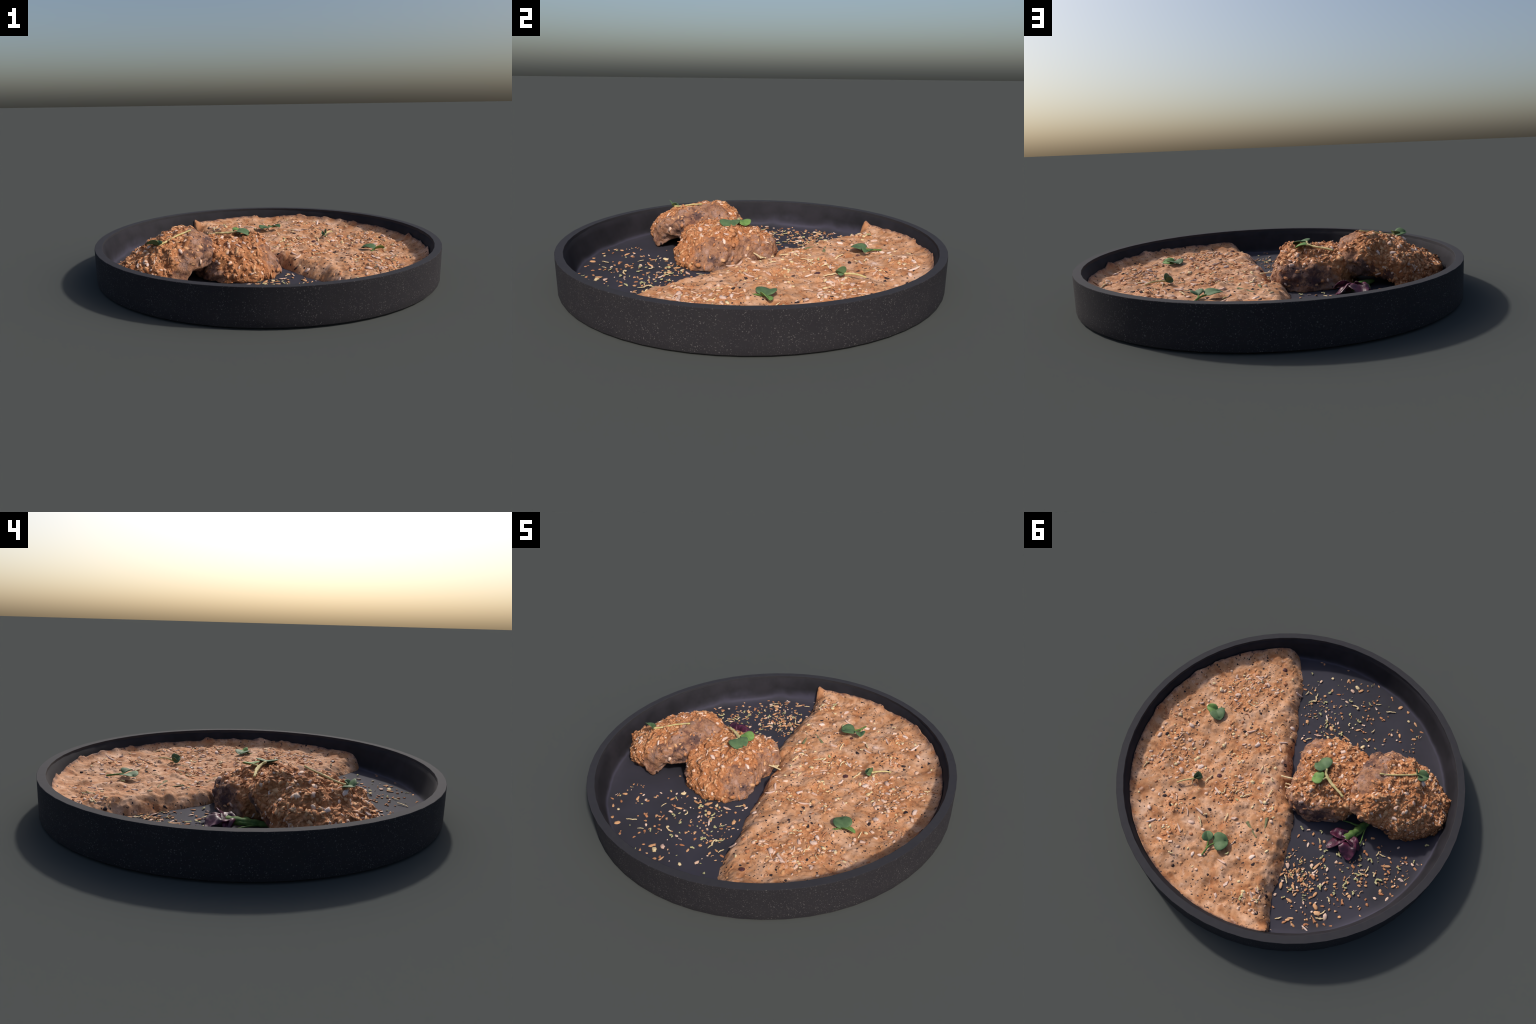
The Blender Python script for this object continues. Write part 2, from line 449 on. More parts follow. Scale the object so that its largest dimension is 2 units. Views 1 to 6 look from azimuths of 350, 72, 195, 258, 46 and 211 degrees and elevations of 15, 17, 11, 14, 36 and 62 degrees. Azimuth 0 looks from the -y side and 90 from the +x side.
# ------------------------------------------------------------------ cutlets
def loft(center, stations, apex_z, bottom_z, na=220, npf=54, sigma=4.0):
    """Closed lump: at each bearing a profile of (radius, height) from base to near the top."""
    st = sorted(stations, key=lambda s: s[0])
    ang = np.array([s[0] for s in st], float)
    R = np.array([[p[0] for p in s[1]] for s in st])
    Zs = np.array([[p[1] for p in s[1]] for s in st])
    a = np.linspace(0, 360, na, endpoint=False)
    A3 = np.r_[ang - 360, ang, ang + 360]
    k = np.exp(-0.5 * (np.minimum(a, 360 - a) / sigma) ** 2)
    k /= k.sum()
    sm = lambda y: np.real(np.fft.ifft(np.fft.fft(y) * np.fft.fft(k)))
    Ri = np.stack([sm(np.interp(a, A3, np.tile(R[:, j], 3))) for j in range(R.shape[1])], 1)
    Zi = np.stack([sm(np.interp(a, A3, np.tile(Zs[:, j], 3))) for j in range(R.shape[1])], 1)
    V = []
    for i in range(na):
        pts = np.stack([np.r_[Ri[i], 0.0], np.r_[Zi[i], apex_z]], 1)
        # extra control so the top stays rounded rather than conical
        c = resample(pts, npf)
        th = math.radians(a[i])
        V.append(np.c_[center[0] + c[:, 0] * math.cos(th), center[1] + c[:, 0] * math.sin(th), c[:, 1]])
    V = np.array(V)                       # na, npf, 3
    V[:, -1, 2] = V[:, -1, 2].mean()
    flat = V[:, :-1].reshape(-1, 3)
    m = npf - 1
    F = grid_faces(na, m, True)
    top = len(flat)
    mid = []
    for i in range(na):
        b = V[i, 0]
        mid.append((center[0] + (b[0] - center[0]) * 0.72, center[1] + (b[1] - center[1]) * 0.72, bottom_z))
    allv = np.r_[flat, [V[0, -1]], np.array(mid), [(center[0], center[1], bottom_z)]]
    bc = len(allv) - 1
    for i in range(na):
        j = (i + 1) % na
        F.append((i * m + m - 1, j * m + m - 1, top))
        F.append((top + 1 + i, top + 1 + j, j * m, i * m))
        F.append((bc, top + 1 + j, top + 1 + i))
    return allv, F


def roughen(V, F, layers, floor=0.034):
    me = bpy.data.meshes.new("tmp")
    me.from_pydata([tuple(v) for v in V], [], F)
    me.update()
    N = np.empty(len(V) * 3, dtype=np.float32)
    me.vertices.foreach_get("normal", N)
    N = N.reshape(-1, 3)
    bpy.data.meshes.remove(me)
    d = np.zeros(len(V))
    for sc, amp, octv, seed in layers:
        d += amp * fbm(V, sc, octv, seed)
    W = V + N * d[:, None]
    W[:, 2] = np.maximum(W[:, 2], floor)
    return W


CUT_A = ((-0.19, -0.10), [
    (0, [(0.166, 0.034), (0.174, 0.10), (0.146, 0.180), (0.100, 0.222)]),
    (22, [(0.168, 0.034), (0.177, 0.10), (0.150, 0.180), (0.100, 0.224)]),
    (45, [(0.190, 0.036), (0.205, 0.09), (0.182, 0.170), (0.105, 0.222)]),
    (62, [(0.245, 0.040), (0.276, 0.090), (0.245, 0.160), (0.115, 0.220)]),
    (80, [(0.272, 0.034), (0.282, 0.09), (0.255, 0.160), (0.120, 0.219)]),
    (98, [(0.275, 0.034), (0.272, 0.09), (0.248, 0.158), (0.125, 0.218)]),
    (120, [(0.250, 0.034), (0.245, 0.09), (0.225, 0.160), (0.125, 0.217)]),
    (150, [(0.250, 0.034), (0.260, 0.10), (0.250, 0.172), (0.140, 0.217)]),
    (180, [(0.255, 0.034), (0.270, 0.10), (0.265, 0.185), (0.150, 0.217)]),
    (210, [(0.260, 0.034), (0.268, 0.10), (0.256, 0.192), (0.142, 0.219)]),
    (237, [(0.297, 0.034), (0.287, 0.09), (0.232, 0.184), (0.135, 0.216)]),
    (254, [(0.293, 0.034), (0.280, 0.09), (0.215, 0.178), (0.125, 0.215)]),
    (270, [(0.275, 0.034), (0.264, 0.09), (0.205, 0.172), (0.120, 0.213)]),
    (292, [(0.272, 0.034), (0.265, 0.09), (0.200, 0.165), (0.115, 0.212)]),
    (312, [(0.278, 0.034), (0.270, 0.08), (0.195, 0.165), (0.110, 0.213)]),
    (330, [(0.245, 0.034), (0.240, 0.09), (0.175, 0.172), (0.105, 0.217)]),
], 0.226, 0.034)

CUT_B = ((-0.60, -0.17), [
    (0, [(0.215, 0.060), (0.265, 0.150), (0.243, 0.235), (0.135, 0.292)]),
    (25, [(0.220, 0.060), (0.275, 0.150), (0.250, 0.235), (0.140, 0.290)]),
    (50, [(0.220, 0.085), (0.268, 0.140), (0.266, 0.210), (0.155, 0.278)]),
    (68, [(0.205, 0.085), (0.245, 0.130), (0.250, 0.195), (0.140, 0.272)]),
    (84, [(0.165, 0.085), (0.190, 0.125), (0.188, 0.192), (0.120, 0.256)]),
    (100, [(0.165, 0.080), (0.186, 0.115), (0.158, 0.188), (0.105, 0.244)]),
    (112, [(0.195, 0.036), (0.192, 0.095), (0.160, 0.176), (0.105, 0.235)]),
    (130, [(0.224, 0.034), (0.205, 0.082), (0.178, 0.158), (0.108, 0.226)]),
    (150, [(0.232, 0.034), (0.222, 0.078), (0.200, 0.145), (0.115, 0.216)]),
    (168, [(0.252, 0.034), (0.264, 0.070), (0.226, 0.142), (0.125, 0.212)]),
    (183, [(0.285, 0.034), (0.296, 0.066), (0.256, 0.132), (0.133, 0.210)]),
    (198, [(0.308, 0.034), (0.314, 0.070), (0.266, 0.134), (0.133, 0.211)]),
    (218, [(0.314, 0.034), (0.316, 0.076), (0.262, 0.146), (0.137, 0.216)]),
    (236, [(0.308, 0.034), (0.312, 0.088), (0.258, 0.158), (0.140, 0.228)]),
    (252, [(0.280, 0.036), (0.294, 0.098), (0.253, 0.175), (0.135, 0.236)]),
    (268, [(0.255, 0.060), (0.284, 0.108), (0.250, 0.184), (0.135, 0.244)]),
    (278, [(0.280, 0.036), (0.286, 0.098), (0.250, 0.188), (0.135, 0.250)]),
    (287, [(0.285, 0.034), (0.286, 0.098), (0.253, 0.193), (0.135, 0.254)]),
    (296, [(0.225, 0.078), (0.266, 0.122), (0.256, 0.204), (0.136, 0.262)]),
    (310, [(0.208, 0.088), (0.262, 0.138), (0.266, 0.212), (0.144, 0.270)]),
    (325, [(0.210, 0.085), (0.270, 0.145), (0.268, 0.216), (0.144, 0.279)]),
    (342, [(0.205, 0.070), (0.255, 0.150), (0.248, 0.230), (0.135, 0.288)]),
], 0.268, 0.085)

BARE_A = [(0.0, -0.20, 0.09, 0.12), (0.02, 0.02, 0.09, 0.13), (-0.04, 0.14, 0.09, 0.10), (-0.16, 0.20, 0.07, 0.12), (-0.30, 0.16, 0.07, 0.12),
          (-0.40, -0.32, 0.06, 0.10)]
DARK_A = [(-0.17, 0.18, 0.12, 0.09), (-0.28, 0.15, 0.10, 0.08), (0.0, -0.22, 0.08, 0.05)]  # baked shade on the +y face, darkened into the meat colour with its spice
BARE_B = [(-0.37, -0.22, 0.14, 0.15), (-0.40, -0.33, 0.19, 0.11), (-0.46, -0.38, 0.12, 0.12), (-0.40, -0.12, 0.24, 0.09), (-0.43, 0.06, 0.13, 0.10), (-0.53, -0.45, 0.07, 0.08),
          (-0.44, -0.20, 0.26, 0.07)]
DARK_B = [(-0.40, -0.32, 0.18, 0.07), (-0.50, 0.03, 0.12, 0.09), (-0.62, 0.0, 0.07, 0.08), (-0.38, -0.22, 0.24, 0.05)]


def ico(sub=1):
    import bmesh
    bm = bmesh.new()
    bmesh.ops.create_icosphere(bm, subdivisions=sub, radius=1.0)
    v = np.array([x.co[:] for x in bm.verts])
    f = [[y.index for y in x.verts] for x in bm.faces]
    bm.free()
    return v, np.array(f)


ICO1, ICO2 = ico(1), ico(2)


def scatter_flakes(name, V, F, count, keep, sizes, mats, weights, parent, seed, lift=-0.40, tilt=0.17):
    """Small flattened toasted flakes pressed into a surface, all joined in one mesh."""
    g = np.random.default_rng(seed)
    tri = np.array([t for f in F for t in ((f[0], f[1], f[2]), (f[0], f[2], f[3]))] if len(F[0]) == 4 else F)
    a, b, c = V[tri[:, 0]], V[tri[:, 1]], V[tri[:, 2]]
    cr = np.cross(b - a, c - a)
    area = np.linalg.norm(cr, axis=1) / 2
    nn = cr / np.maximum(np.linalg.norm(cr, axis=1), 1e-12)[:, None]
    cen = (a + b + c) / 3
    w = area * keep(cen, nn)
    pick = g.choice(len(tri), count, p=w / w.sum())
    u = g.random((count, 2))
    fl = u.sum(1) > 1
    u[fl] = 1 - u[fl]
    pts = a[pick] + (b[pick] - a[pick]) * u[:, :1] + (c[pick] - a[pick]) * u[:, 1:]
    iv, if_ = ICO1
    vs, fs, mi = [], [], []
    for k in range(count):
        n = nn[pick[k]] + g.normal(0, tilt, 3)
        n /= np.linalg.norm(n)
        t = np.cross(n, g.normal(0, 1, 3))
        t /= np.linalg.norm(t)
        s = np.cross(n, t)
        L = g.uniform(*sizes)
        asp = g.uniform(0.30, 0.75)
        th = g.uniform(0.10, 0.18)
        q = iv * np.array([L, L * asp, L * th]) * (1 + g.normal(0, 0.12, (len(iv), 1)))
        q = q[:, :1] * t + q[:, 1:2] * s + q[:, 2:] * n + pts[k] + nn[pick[k]] * L * th * lift
        vs.append(q)
        fs.append(if_ + k * len(iv))
        mi += [int(g.choice(len(mats), p=weights))] * len(if_)
    me = new_mesh(name, np.vstack(vs), np.vstack(fs), mats, True, mi)
    ob = add_obj(name, me, parent)
    ob["kind"] = "stuff"
    return ob


def build_cutlet(spec, bare, dark, base, label, nflakes, seed):
    center, stations, apex, bottom = spec
    V, F = loft(center, stations, apex, bottom)
    V = roughen(V, F, [(7.5, 0.018, 3, seed), (19.0, 0.016, 3, seed + 1), (45.0, 0.0060, 2, seed + 2)])
    root = thing("crusted_cutlet", base, label, "chicken cutlet")
    me = new_mesh("meat", V, F, [make_meat_material("crusted_meat", bare, dark)])
    add_obj("meat", me, root)
    quads = [f for f in F if len(f) == 4]
    bvh = BVHTree.FromPolygons([tuple(v) for v in V], F)

    def keep(c, n):
        m = np.ones(len(c))
        for (x, y, z, r) in bare:
            d = np.sqrt((c[:, 0] - x) ** 2 + (c[:, 1] - y) ** 2 + (c[:, 2] - z) ** 2)
            m = np.minimum(m, np.clip((d - r * 0.85) / (0.4 * r), 0.09, 1))
        return m * (n[:, 2] > -0.35) * (c[:, 2] > 0.038) * np.where(n[:, 2] > 0.25, 1.0, 0.6)

    scatter_flakes("crust_flakes", V, quads, nflakes, keep, (0.009, 0.0225), [ORANGE, TAN, CREAM, TOAST], [0.27, 0.20, 0.08, 0.45], root, seed)
    return root, bvh, V


# ------------------------------------------------------------------ loose pieces
def seed_mesh(name, mat, dims, seed, bumps=0.12, sub=ICO2, taper=0.0, bend=0.0):
    g = np.random.default_rng(seed)
    v, f = sub
    q = v * (1 + bumps * g.normal(0, 0.5, (len(v), 1)))
    q = q * np.array(dims)
    q[:, 1] *= 1 - taper * q[:, 0] / dims[0]
    q[:, 2] += bend * (q[:, 0] / dims[0]) ** 2
    return new_mesh(name, q, f, [mat])


def shard_mesh(name, mat, dims, seed):
    g = np.random.default_rng(seed)
    n = 7
    a = np.sort(g.uniform(0, 2 * math.pi, n))
    rr = g.uniform(0.55, 1.1, n)
    top = np.c_[rr * np.cos(a) * dims[0], rr * np.sin(a) * dims[1], np.full(n, dims[2]) + g.normal(0, dims[2] * 0.3, n)]
    bot = top * np.array([1.1, 1.1, 0]) - np.array([0, 0, dims[2]])
    v = np.r_[top * np.array([0.85, 0.85, 1]), bot]
    f = [list(range(n)), list(range(2 * n - 1, n - 1, -1))] + [[i, n + i, n + (i + 1) % n, (i + 1) % n] for i in range(n)]
    return new_mesh(name, v, f, [mat], False)


def tube(path, radii, sides=7, flat=1.0):
    P = np.asarray(path, float)
    n = len(P)
    T = np.gradient(P, axis=0)
    T /= np.linalg.norm(T, axis=1)[:, None]
    up = np.array([0.03, 0.02, 1.0])
    V = []
    for i in range(n):
        s = np.cross(T[i], up)
        s /= np.linalg.norm(s)
        u = np.cross(s, T[i])
        for k in range(sides):
            a = 2 * math.pi * k / sides
            V.append(P[i] + radii[i] * (math.cos(a) * s + flat * math.sin(a) * u))
    F = []
    for i in range(n - 1):
        for k in range(sides):
            k2 = (k + 1) % sides
            F.append((i * sides + k, i * sides + k2, (i + 1) * sides + k2, (i + 1) * sides + k))
    F.append(tuple(range(sides))[::-1])
    F.append(tuple((n - 1) * sides + k for k in range(sides)))
    return np.array(V), F


def curl_mesh(name, mat, length, rad, seed, wiggle=1.0):
    g = np.random.default_rng(seed)
    n = 15
    turn = np.cumsum(g.normal(0, 0.30 * wiggle, n)) + np.linspace(0, g.uniform(-1.6, 1.6) * wiggle, n)
    step = length / (n - 1)
    xy = np.cumsum(np.c_[np.cos(turn), np.sin(turn)] * step, axis=0)
    xy -= xy.mean(0)
    z = rad + np.abs(g.normal(0, rad * 0.8, n)) * 0.6
    z = np.convolve(np.pad(z, 2, mode="edge"), np.ones(5) / 5, "valid")
    r = rad * (0.6 + 0.8 * g.random(n) * min(1.0, wiggle))
    r[0] *= 0.5
    r[-1] *= 0.5
    v, f = tube(np.c_[xy, z], r, 6, 0.7)
    return new_mesh(name, v, f, [mat])


LIB = {
    "o": [seed_mesh("brown_seed", ORANGE, (0.0125, 0.0075, 0.0035), 1, 0.3), seed_mesh("brown_seed", ORANGE, (0.009, 0.007, 0.0035), 2, 0.35),
          shard_mesh("brown_shard", ORANGE, (0.013, 0.008, 0.003), 3), seed_mesh("brown_seed", ORANGE, (0.016, 0.006, 0.0035), 4, 0.16, ICO2, 0.3)],
    "O": [seed_mesh("brown_seed", ORANGE, (0.021, 0.012, 0.006), 5, 0.2), shard_mesh("brown_shard", ORANGE, (0.022, 0.013, 0.005), 6)],
    "t": [seed_mesh("tan_seed", TAN, (0.0135, 0.008, 0.004), 7, 0.3), seed_mesh("tan_seed", TAN, (0.0105, 0.0085, 0.004), 8, 0.35),
          shard_mesh("tan_shard", TAN, (0.015, 0.007, 0.003), 9), seed_mesh("tan_seed", TAN, (0.018, 0.0065, 0.004), 10, 0.15, ICO2, 0.4)],
    "T": [seed_mesh("tan_seed", TAN, (0.024, 0.011, 0.005), 11, 0.25, ICO2, 0.3), seed_mesh("tan_seed", TAN, (0.020, 0.012, 0.006), 12, 0.35)],
    "l": [seed_mesh("long_tan_flake", TAN, (0.030, 0.007, 0.004), 13, 0.15, ICO2, 0.3, 0.004)],
    "w": [seed_mesh("pale_seed", CREAM, (0.0125, 0.0085, 0.004), 14, 0.3), seed_mesh("pale_seed", CREAM, (0.015, 0.007, 0.004), 15, 0.15, ICO2, 0.3),
          shard_mesh("pale_shard", CREAM, (0.014, 0.010, 0.004), 16)],
    "W": [seed_mesh("white_flake", WHITE_FLAKE, (0.022, 0.009, 0.005), 17, 0.3, ICO2, 0.4), seed_mesh("white_flake", WHITE_FLAKE, (0.019, 0.011, 0.006), 18, 0.4), shard_mesh("white_shard", WHITE_FLAKE, (0.022, 0.011, 0.005), 38)],
    "L": [seed_mesh("long_white_flake", WHITE_FLAKE, (0.032, 0.007, 0.005), 19, 0.15, ICO2, 0.4, 0.006), curl_mesh("pale_shred", CREAM_SHRED, 0.062, 0.0038, 20)],
    "g": [curl_mesh("herb_shred", GREENISH, 0.036, 0.0044, 21, 2.4), curl_mesh("herb_shred", GREENISH, 0.044, 0.0042, 22, 2.0), curl_mesh("herb_shred", GREENISH, 0.032, 0.0048, 23, 3.0)],
    "G": [curl_mesh("herb_shred", GREENISH, 0.060, 0.0052, 24, 2.2), curl_mesh("herb_shred", GREENISH, 0.072, 0.0052, 25, 3.0)],
    "y": [curl_mesh("pale_shred", CREAM_SHRED, 0.034, 0.0042, 26, 1.6), seed_mesh("pale_herb_bit", CREAM_SHRED, (0.011, 0.008, 0.005), 27, 0.3), curl_mesh("pale_shred", CREAM_SHRED, 0.046, 0.0036, 28, 1.8)],
    "Y": [curl_mesh("pale_shred", CREAM_SHRED, 0.064, 0.0050, 29, 1.6), seed_mesh("pale_herb_bit", CREAM_SHRED, (0.018, 0.013, 0.009), 30, 0.35)],
    "P": [seed_mesh("pepper_bit", PEPPER, (0.0125, 0.0095, 0.005), 31, 0.35)],
    "p": [seed_mesh("pepper_bit", PEPPER, (0.0090, 0.0075, 0.005), 32, 0.35)],
    "B": [seed_mesh("dark_seed", SKIN, (0.017, 0.013, 0.006), 33, 0.15)],
}
KIND = {"o": "crumb", "O": "crumb", "t": "crumb", "T": "crumb", "l": "flake", "w": "seed", "W": "flake", "L": "flake", "g": "herb_shred", "G": "herb_shred",
        "y": "pale_shred", "Y": "pale_shred", "P": "pepper_bit", "p": "pepper_bit", "B": "dark_seed"}


def drop(bvh, x, y):
    h = bvh.ray_cast(Vector((x, y, 1.0)), Vector((0, 0, -1)))
    return (h[0], h[1]) if h[0] is not None else (Vector((x, y, 0.034)), Vector((0, 0, 1)))


def put_piece(code, x, y, parent, bvh=None, sink=0.0, angle=None, scale=1.0, tilt=0.12, flat=1.0):
    me = LIB[code][int(rng.integers(len(LIB[code])))]
    if bvh is None:
        p, n = Vector((x, y, 0.034)), Vector((0, 0, 1))
    else:
        p, n = drop(bvh, x, y)
        if n.z < 0:
            n = -n
    ob = add_obj(KIND[code], me, parent, p + n * (0.002 - sink))
    q = n.to_track_quat("Z", "Y").to_matrix().to_4x4()
    a = rng.uniform(0, 2 * math.pi) if angle is None else angle
    rot = q @ Matrix.Rotation(a, 4, "Z") @ Matrix.Rotation(rng.normal(0, tilt), 4, "X") @ Matrix.Rotation(rng.normal(0, tilt), 4, "Y")
    ob.rotation_euler = rot.to_euler()
    s = scale * rng.uniform(0.85, 1.15)
    ob.scale = (s, s * rng.uniform(0.85, 1.15), s * flat)
    return ob


# where the bigger crumbs lie on the bare half of the plate
CRUMBS = {
    "G": [(-0.48, 0.256), (-0.485, 0.474), (-0.596, 0.395), (-0.646, 0.191), (-0.737, 0.274), (-0.1, -0.44)],
    "L": [(-0.303, 0.534), (-0.417, 0.417), (-0.532, 0.709), (-0.29, -0.756), (0.032, -0.496), (0.017, -0.355)],
    "O": [(-0.333, 0.46), (-0.379, 0.492), (-0.425, 0.445), (-0.629, 0.482), (-0.551, 0.647)],
    "T": [(-0.3, 0.58), (-0.483, 0.524), (-0.382, 0.626), (-0.521, 0.58), (-0.546, 0.604), (-0.049, -0.799), (-0.325, -0.822), (-0.503, -0.653), (0.124, -0.406), (-0.028, -0.444), (-0.089, -0.397)],
    "W": [(-0.273, 0.464), (-0.451, 0.593), (-0.844, 0.2), (-0.591, 0.598), (-0.003, -0.769)],
    "Y": [(-0.018, -0.809), (0.166, -0.578), (-0.085, -0.67), (-0.26, -0.431)],
    "g": [(-0.223, 0.231), (-0.328, 0.189), (-0.407, 0.278), (-0.406, 0.322), (-0.356, 0.572), (-0.451, 0.358), (-0.436, 0.559), (-0.347, 0.629), (-0.654, 0.407), (-0.568, 0.464), (-0.623, 0.303), (-0.632, 0.33), (-0.613, 0.247), (-0.59, 0.204), (-0.566, 0.126), (-0.855, 0.067), (-0.8, 0.147), (-0.874, -0.059), (0.174, -0.905), (0.291, -0.747), (0.114, -0.676), (0.182, -0.548), (0.099, -0.597), (-0.031, -0.691), (-0.146, -0.737), (0.084, -0.499), (-0.078, -0.599), (-0.151, -0.584), (0.002, -0.441), (0.021, -0.47), (-0.257, -0.485)],
    "l": [(-0.268, 0.529), (-0.409, 0.382), (-0.736, 0.174), (-0.147, -0.431)],
    "o": [(-0.231, 0.281), (-0.325, 0.277), (-0.368, 0.27), (-0.426, 0.329), (-0.513, 0.294), (-0.248, 0.37), (-0.322, 0.407), (-0.301, 0.443), (-0.305, 0.502), (-0.383, 0.45), (-0.423, 0.477), (-0.391, 0.555), (-0.428, 0.529), (-0.47, 0.551), (-0.33, 0.702), (-0.527, 0.383), (-0.573, 0.354), (-0.607, 0.415), (-0.563, 0.478), (-0.602, 0.483), (-0.655, 0.31), (-0.647, 0.337), (-0.685, 0.313), (-0.583, 0.274), (-0.593, 0.161), (-0.61, 0.168), (-0.566, 0.096), (-0.786, 0.328), (-0.83, 0.302), (-0.774, 0.237), (-0.845, 0.241), (-0.877, 0.204), (-0.84, 0.172), (-0.763, 0.196), (-0.736, 0.194), (-0.808, 0.071), (-0.819, 0.093), (-0.88, 0.102), (-0.808, 0.168), (-0.748, 0.138), (-0.649, 0.097), (-0.549, 0.557), (-0.605, 0.636), (-0.579, 0.66), (-0.531, 0.683), (-0.52, 0.693), (-0.421, 0.738), (-0.725, 0.461), (-0.749, 0.421), (-0.641, 0.623), (-0.729, 0.399), (0.264, -0.86), (0.046, -0.821), (0.036, -0.846), (0.264, -0.613), (0.06, -0.696), (0.073, -0.625), (0.143, -0.58), (0.172, -0.538), (-0.123, -0.703), (-0.166, -0.761), (-0.147, -0.682), (-0.169, -0.825), (-0.245, -0.858), (-0.521, -0.726), (-0.463, -0.705), (0.132, -0.447), (0.114, -0.483), (0.013, -0.515), (-0.025, -0.578), (-0.202, -0.64), (-0.187, -0.628), (-0.258, -0.684), (-0.279, -0.681), (-0.067, -0.474), (-0.212, -0.531), (-0.355, -0.603), (-0.268, -0.502), (-0.025, -0.397), (-0.055, -0.408), (-0.132, -0.418), (-0.225, -0.432)],
    "t": [(-0.297, 0.226), (-0.276, 0.287), (-0.373, 0.234), (-0.244, 0.399), (-0.27, 0.494), (-0.329, 0.507), (-0.362, 0.552), (-0.409, 0.506), (-0.452, 0.508), (-0.391, 0.58), (-0.41, 0.645), (-0.546, 0.413), (-0.646, 0.433), (-0.629, 0.426), (-0.663, 0.352), (-0.693, 0.332), (-0.667, 0.28), (-0.593, 0.219), (-0.737, 0.285), (-0.774, 0.316), (-0.803, 0.235), (-0.82, 0.257), (-0.9, 0.058), (-0.729, 0.121), (-0.597, 0.065), (-0.466, 0.727), (-0.43, 0.719), (-0.438, 0.704), (-0.655, 0.558), (-0.621, 0.543), (-0.681, 0.478), (-0.745, 0.493), (0.29, -0.86), (0.105, -0.9), (0.06, -0.823), (-0.067, -0.859), (-0.133, -0.895), (0.206, -0.642), (0.215, -0.606), (0.111, -0.701), (0.13, -0.637), (-0.227, -0.71), (-0.383, -0.815), (-0.465, -0.756), (0.158, -0.439), (-0.159, -0.625), (-0.219, -0.647), (-0.178, -0.527), (-0.417, -0.627), (-0.349, -0.557), (0.066, -0.275)],
    "w": [(-0.262, 0.218), (-0.305, 0.299), (-0.489, 0.3), (-0.356, 0.436), (-0.348, 0.481), (-0.384, 0.393), (-0.49, 0.448), (-0.468, 0.365), (-0.301, 0.64), (-0.633, 0.265), (-0.768, 0.367), (-0.825, 0.336), (-0.856, 0.086), (-0.745, 0.038), (0.209, -0.724), (-0.014, -0.673), (-0.19, -0.575), (-0.045, -0.501), (-0.372, -0.606), (-0.181, -0.413), (0.088, -0.283)],
    "y": [(-0.349, 0.244), (-0.381, 0.285), (-0.559, 0.508), (-0.64, 0.286), (-0.656, 0.248), (-0.7, 0.253), (-0.663, 0.134), (-0.689, 0.129), (-0.569, 0.586), (-0.57, 0.622), (-0.384, 0.738), (0.157, -0.787), (0.237, -0.594), (0.174, -0.609), (-0.195, -0.765), (-0.416, -0.755), (-0.111, -0.529), (-0.26, -0.567), (-0.043, -0.377), (0.053, -0.299)],
}
# toppings strewn over the sauce
TOPPINGS = {
    "B": [(0.44, -0.64), (0.35, 0.23), (0.14, 0.55)],
    "L": [(0.53, -0.48), (0.27, -0.54), (0.7, -0.1), (0.35, -0.12), (0.39, 0.28), (0.15, -0.16), (0.14, -0.11), (0.27, 0.53), (0.5, 0.68), (0.34, 0.63), (0.31, 0.48), (0.16, 0.43), (0.14, 0.25), (0.03, 0.17), (0.3, 0.32), (-0.21, 0.73), (0.03, 0.66)],
    "P": [(0.68, 0.0), (0.37, -0.14), (0.39, -0.1), (0.48, -0.23), (0.78, 0.17), (0.71, 0.15), (0.12, -0.23), (0.06, -0.04), (0.74, -0.56), (0.54, 0.51), (0.39, 0.43), (0.47, 0.54), (-0.03, 0.4), (0.04, 0.53), (-0.28, 0.79), (-0.27, 0.68), (-0.21, 0.41), (0.27, 0.44), (-0.12, 0.58)],
    "W": [(0.58, -0.3), (0.57, -0.26), (0.52, -0.34), (0.55, -0.49), (0.46, -0.47), (0.67, -0.42), (0.34, -0.02), (0.27, -0.06), (0.61, 0.14), (0.56, 0.32), (0.69, 0.04), (0.74, -0.13), (0.81, 0.2), (0.48, 0.24), (0.61, 0.26), (0.17, -0.3), (0.36, 0.18), (0.48, 0.31), (0.12, 0.41), (0.31, 0.56), (0.39, 0.74), (-0.06, 0.75), (-0.22, 0.69), (-0.05, 0.83), (-0.09, 0.55), (0.19, 0.71), (0.15, 0.69), (0.56, 0.62)],
    "g": [(-0.17, 0.77), (0.03, 0.61), (0.17, 0.31)],
    "p": [(0.48, -0.2), (0.36, 0.1), (0.72, -0.5), (0.64, -0.56), (0.38, 0.26), (0.38, -0.26), (0.62, 0.57), (0.05, 0.76), (0.04, 0.46), (0.24, 0.82)],
    "w": [(0.55, 0.38), (0.55, 0.16), (0.63, 0.19), (0.23, -0.1), (0.71, -0.19), (0.7, -0.14), (0.53, -0.19), (0.62, 0.33), (0.51, 0.25), (0.42, -0.33), (0.49, -0.3), (0.59, -0.45), (0.15, -0.04), (0.49, 0.04), (0.68, 0.1), (0.72, 0.1), (0.83, 0.15), (0.73, -0.04), (0.77, -0.07), (0.51, -0.52), (0.03, 0.48), (0.45, 0.63), (0.33, 0.72), (0.23, 0.56), (0.05, 0.24), (0.01, 0.69), (0.57, 0.52), (-0.06, 0.71)],
    "y": [(0.16, 0.06), (0.13, 0.05), (0.07, 0.09), (0.27, 0.48), (0.2, 0.26), (0.29, 0.77), (-0.11, 0.7), (-0.25, 0.74)],
}
SEEDS_A = [(-0.09, -0.17), (-0.05, -0.13), (-0.03, -0.15), (-0.15, -0.25), (-0.17, -0.2), (-0.26, -0.23), (-0.21, -0.24), (-0.23, -0.2), (-0.08, -0.05), (-0.21, -0.14), (-0.29, 0.03), (-0.16, 0.145), (-0.14, 0.11), (-0.34, -0.02), (-0.28, -0.1), (-0.28, -0.08)]
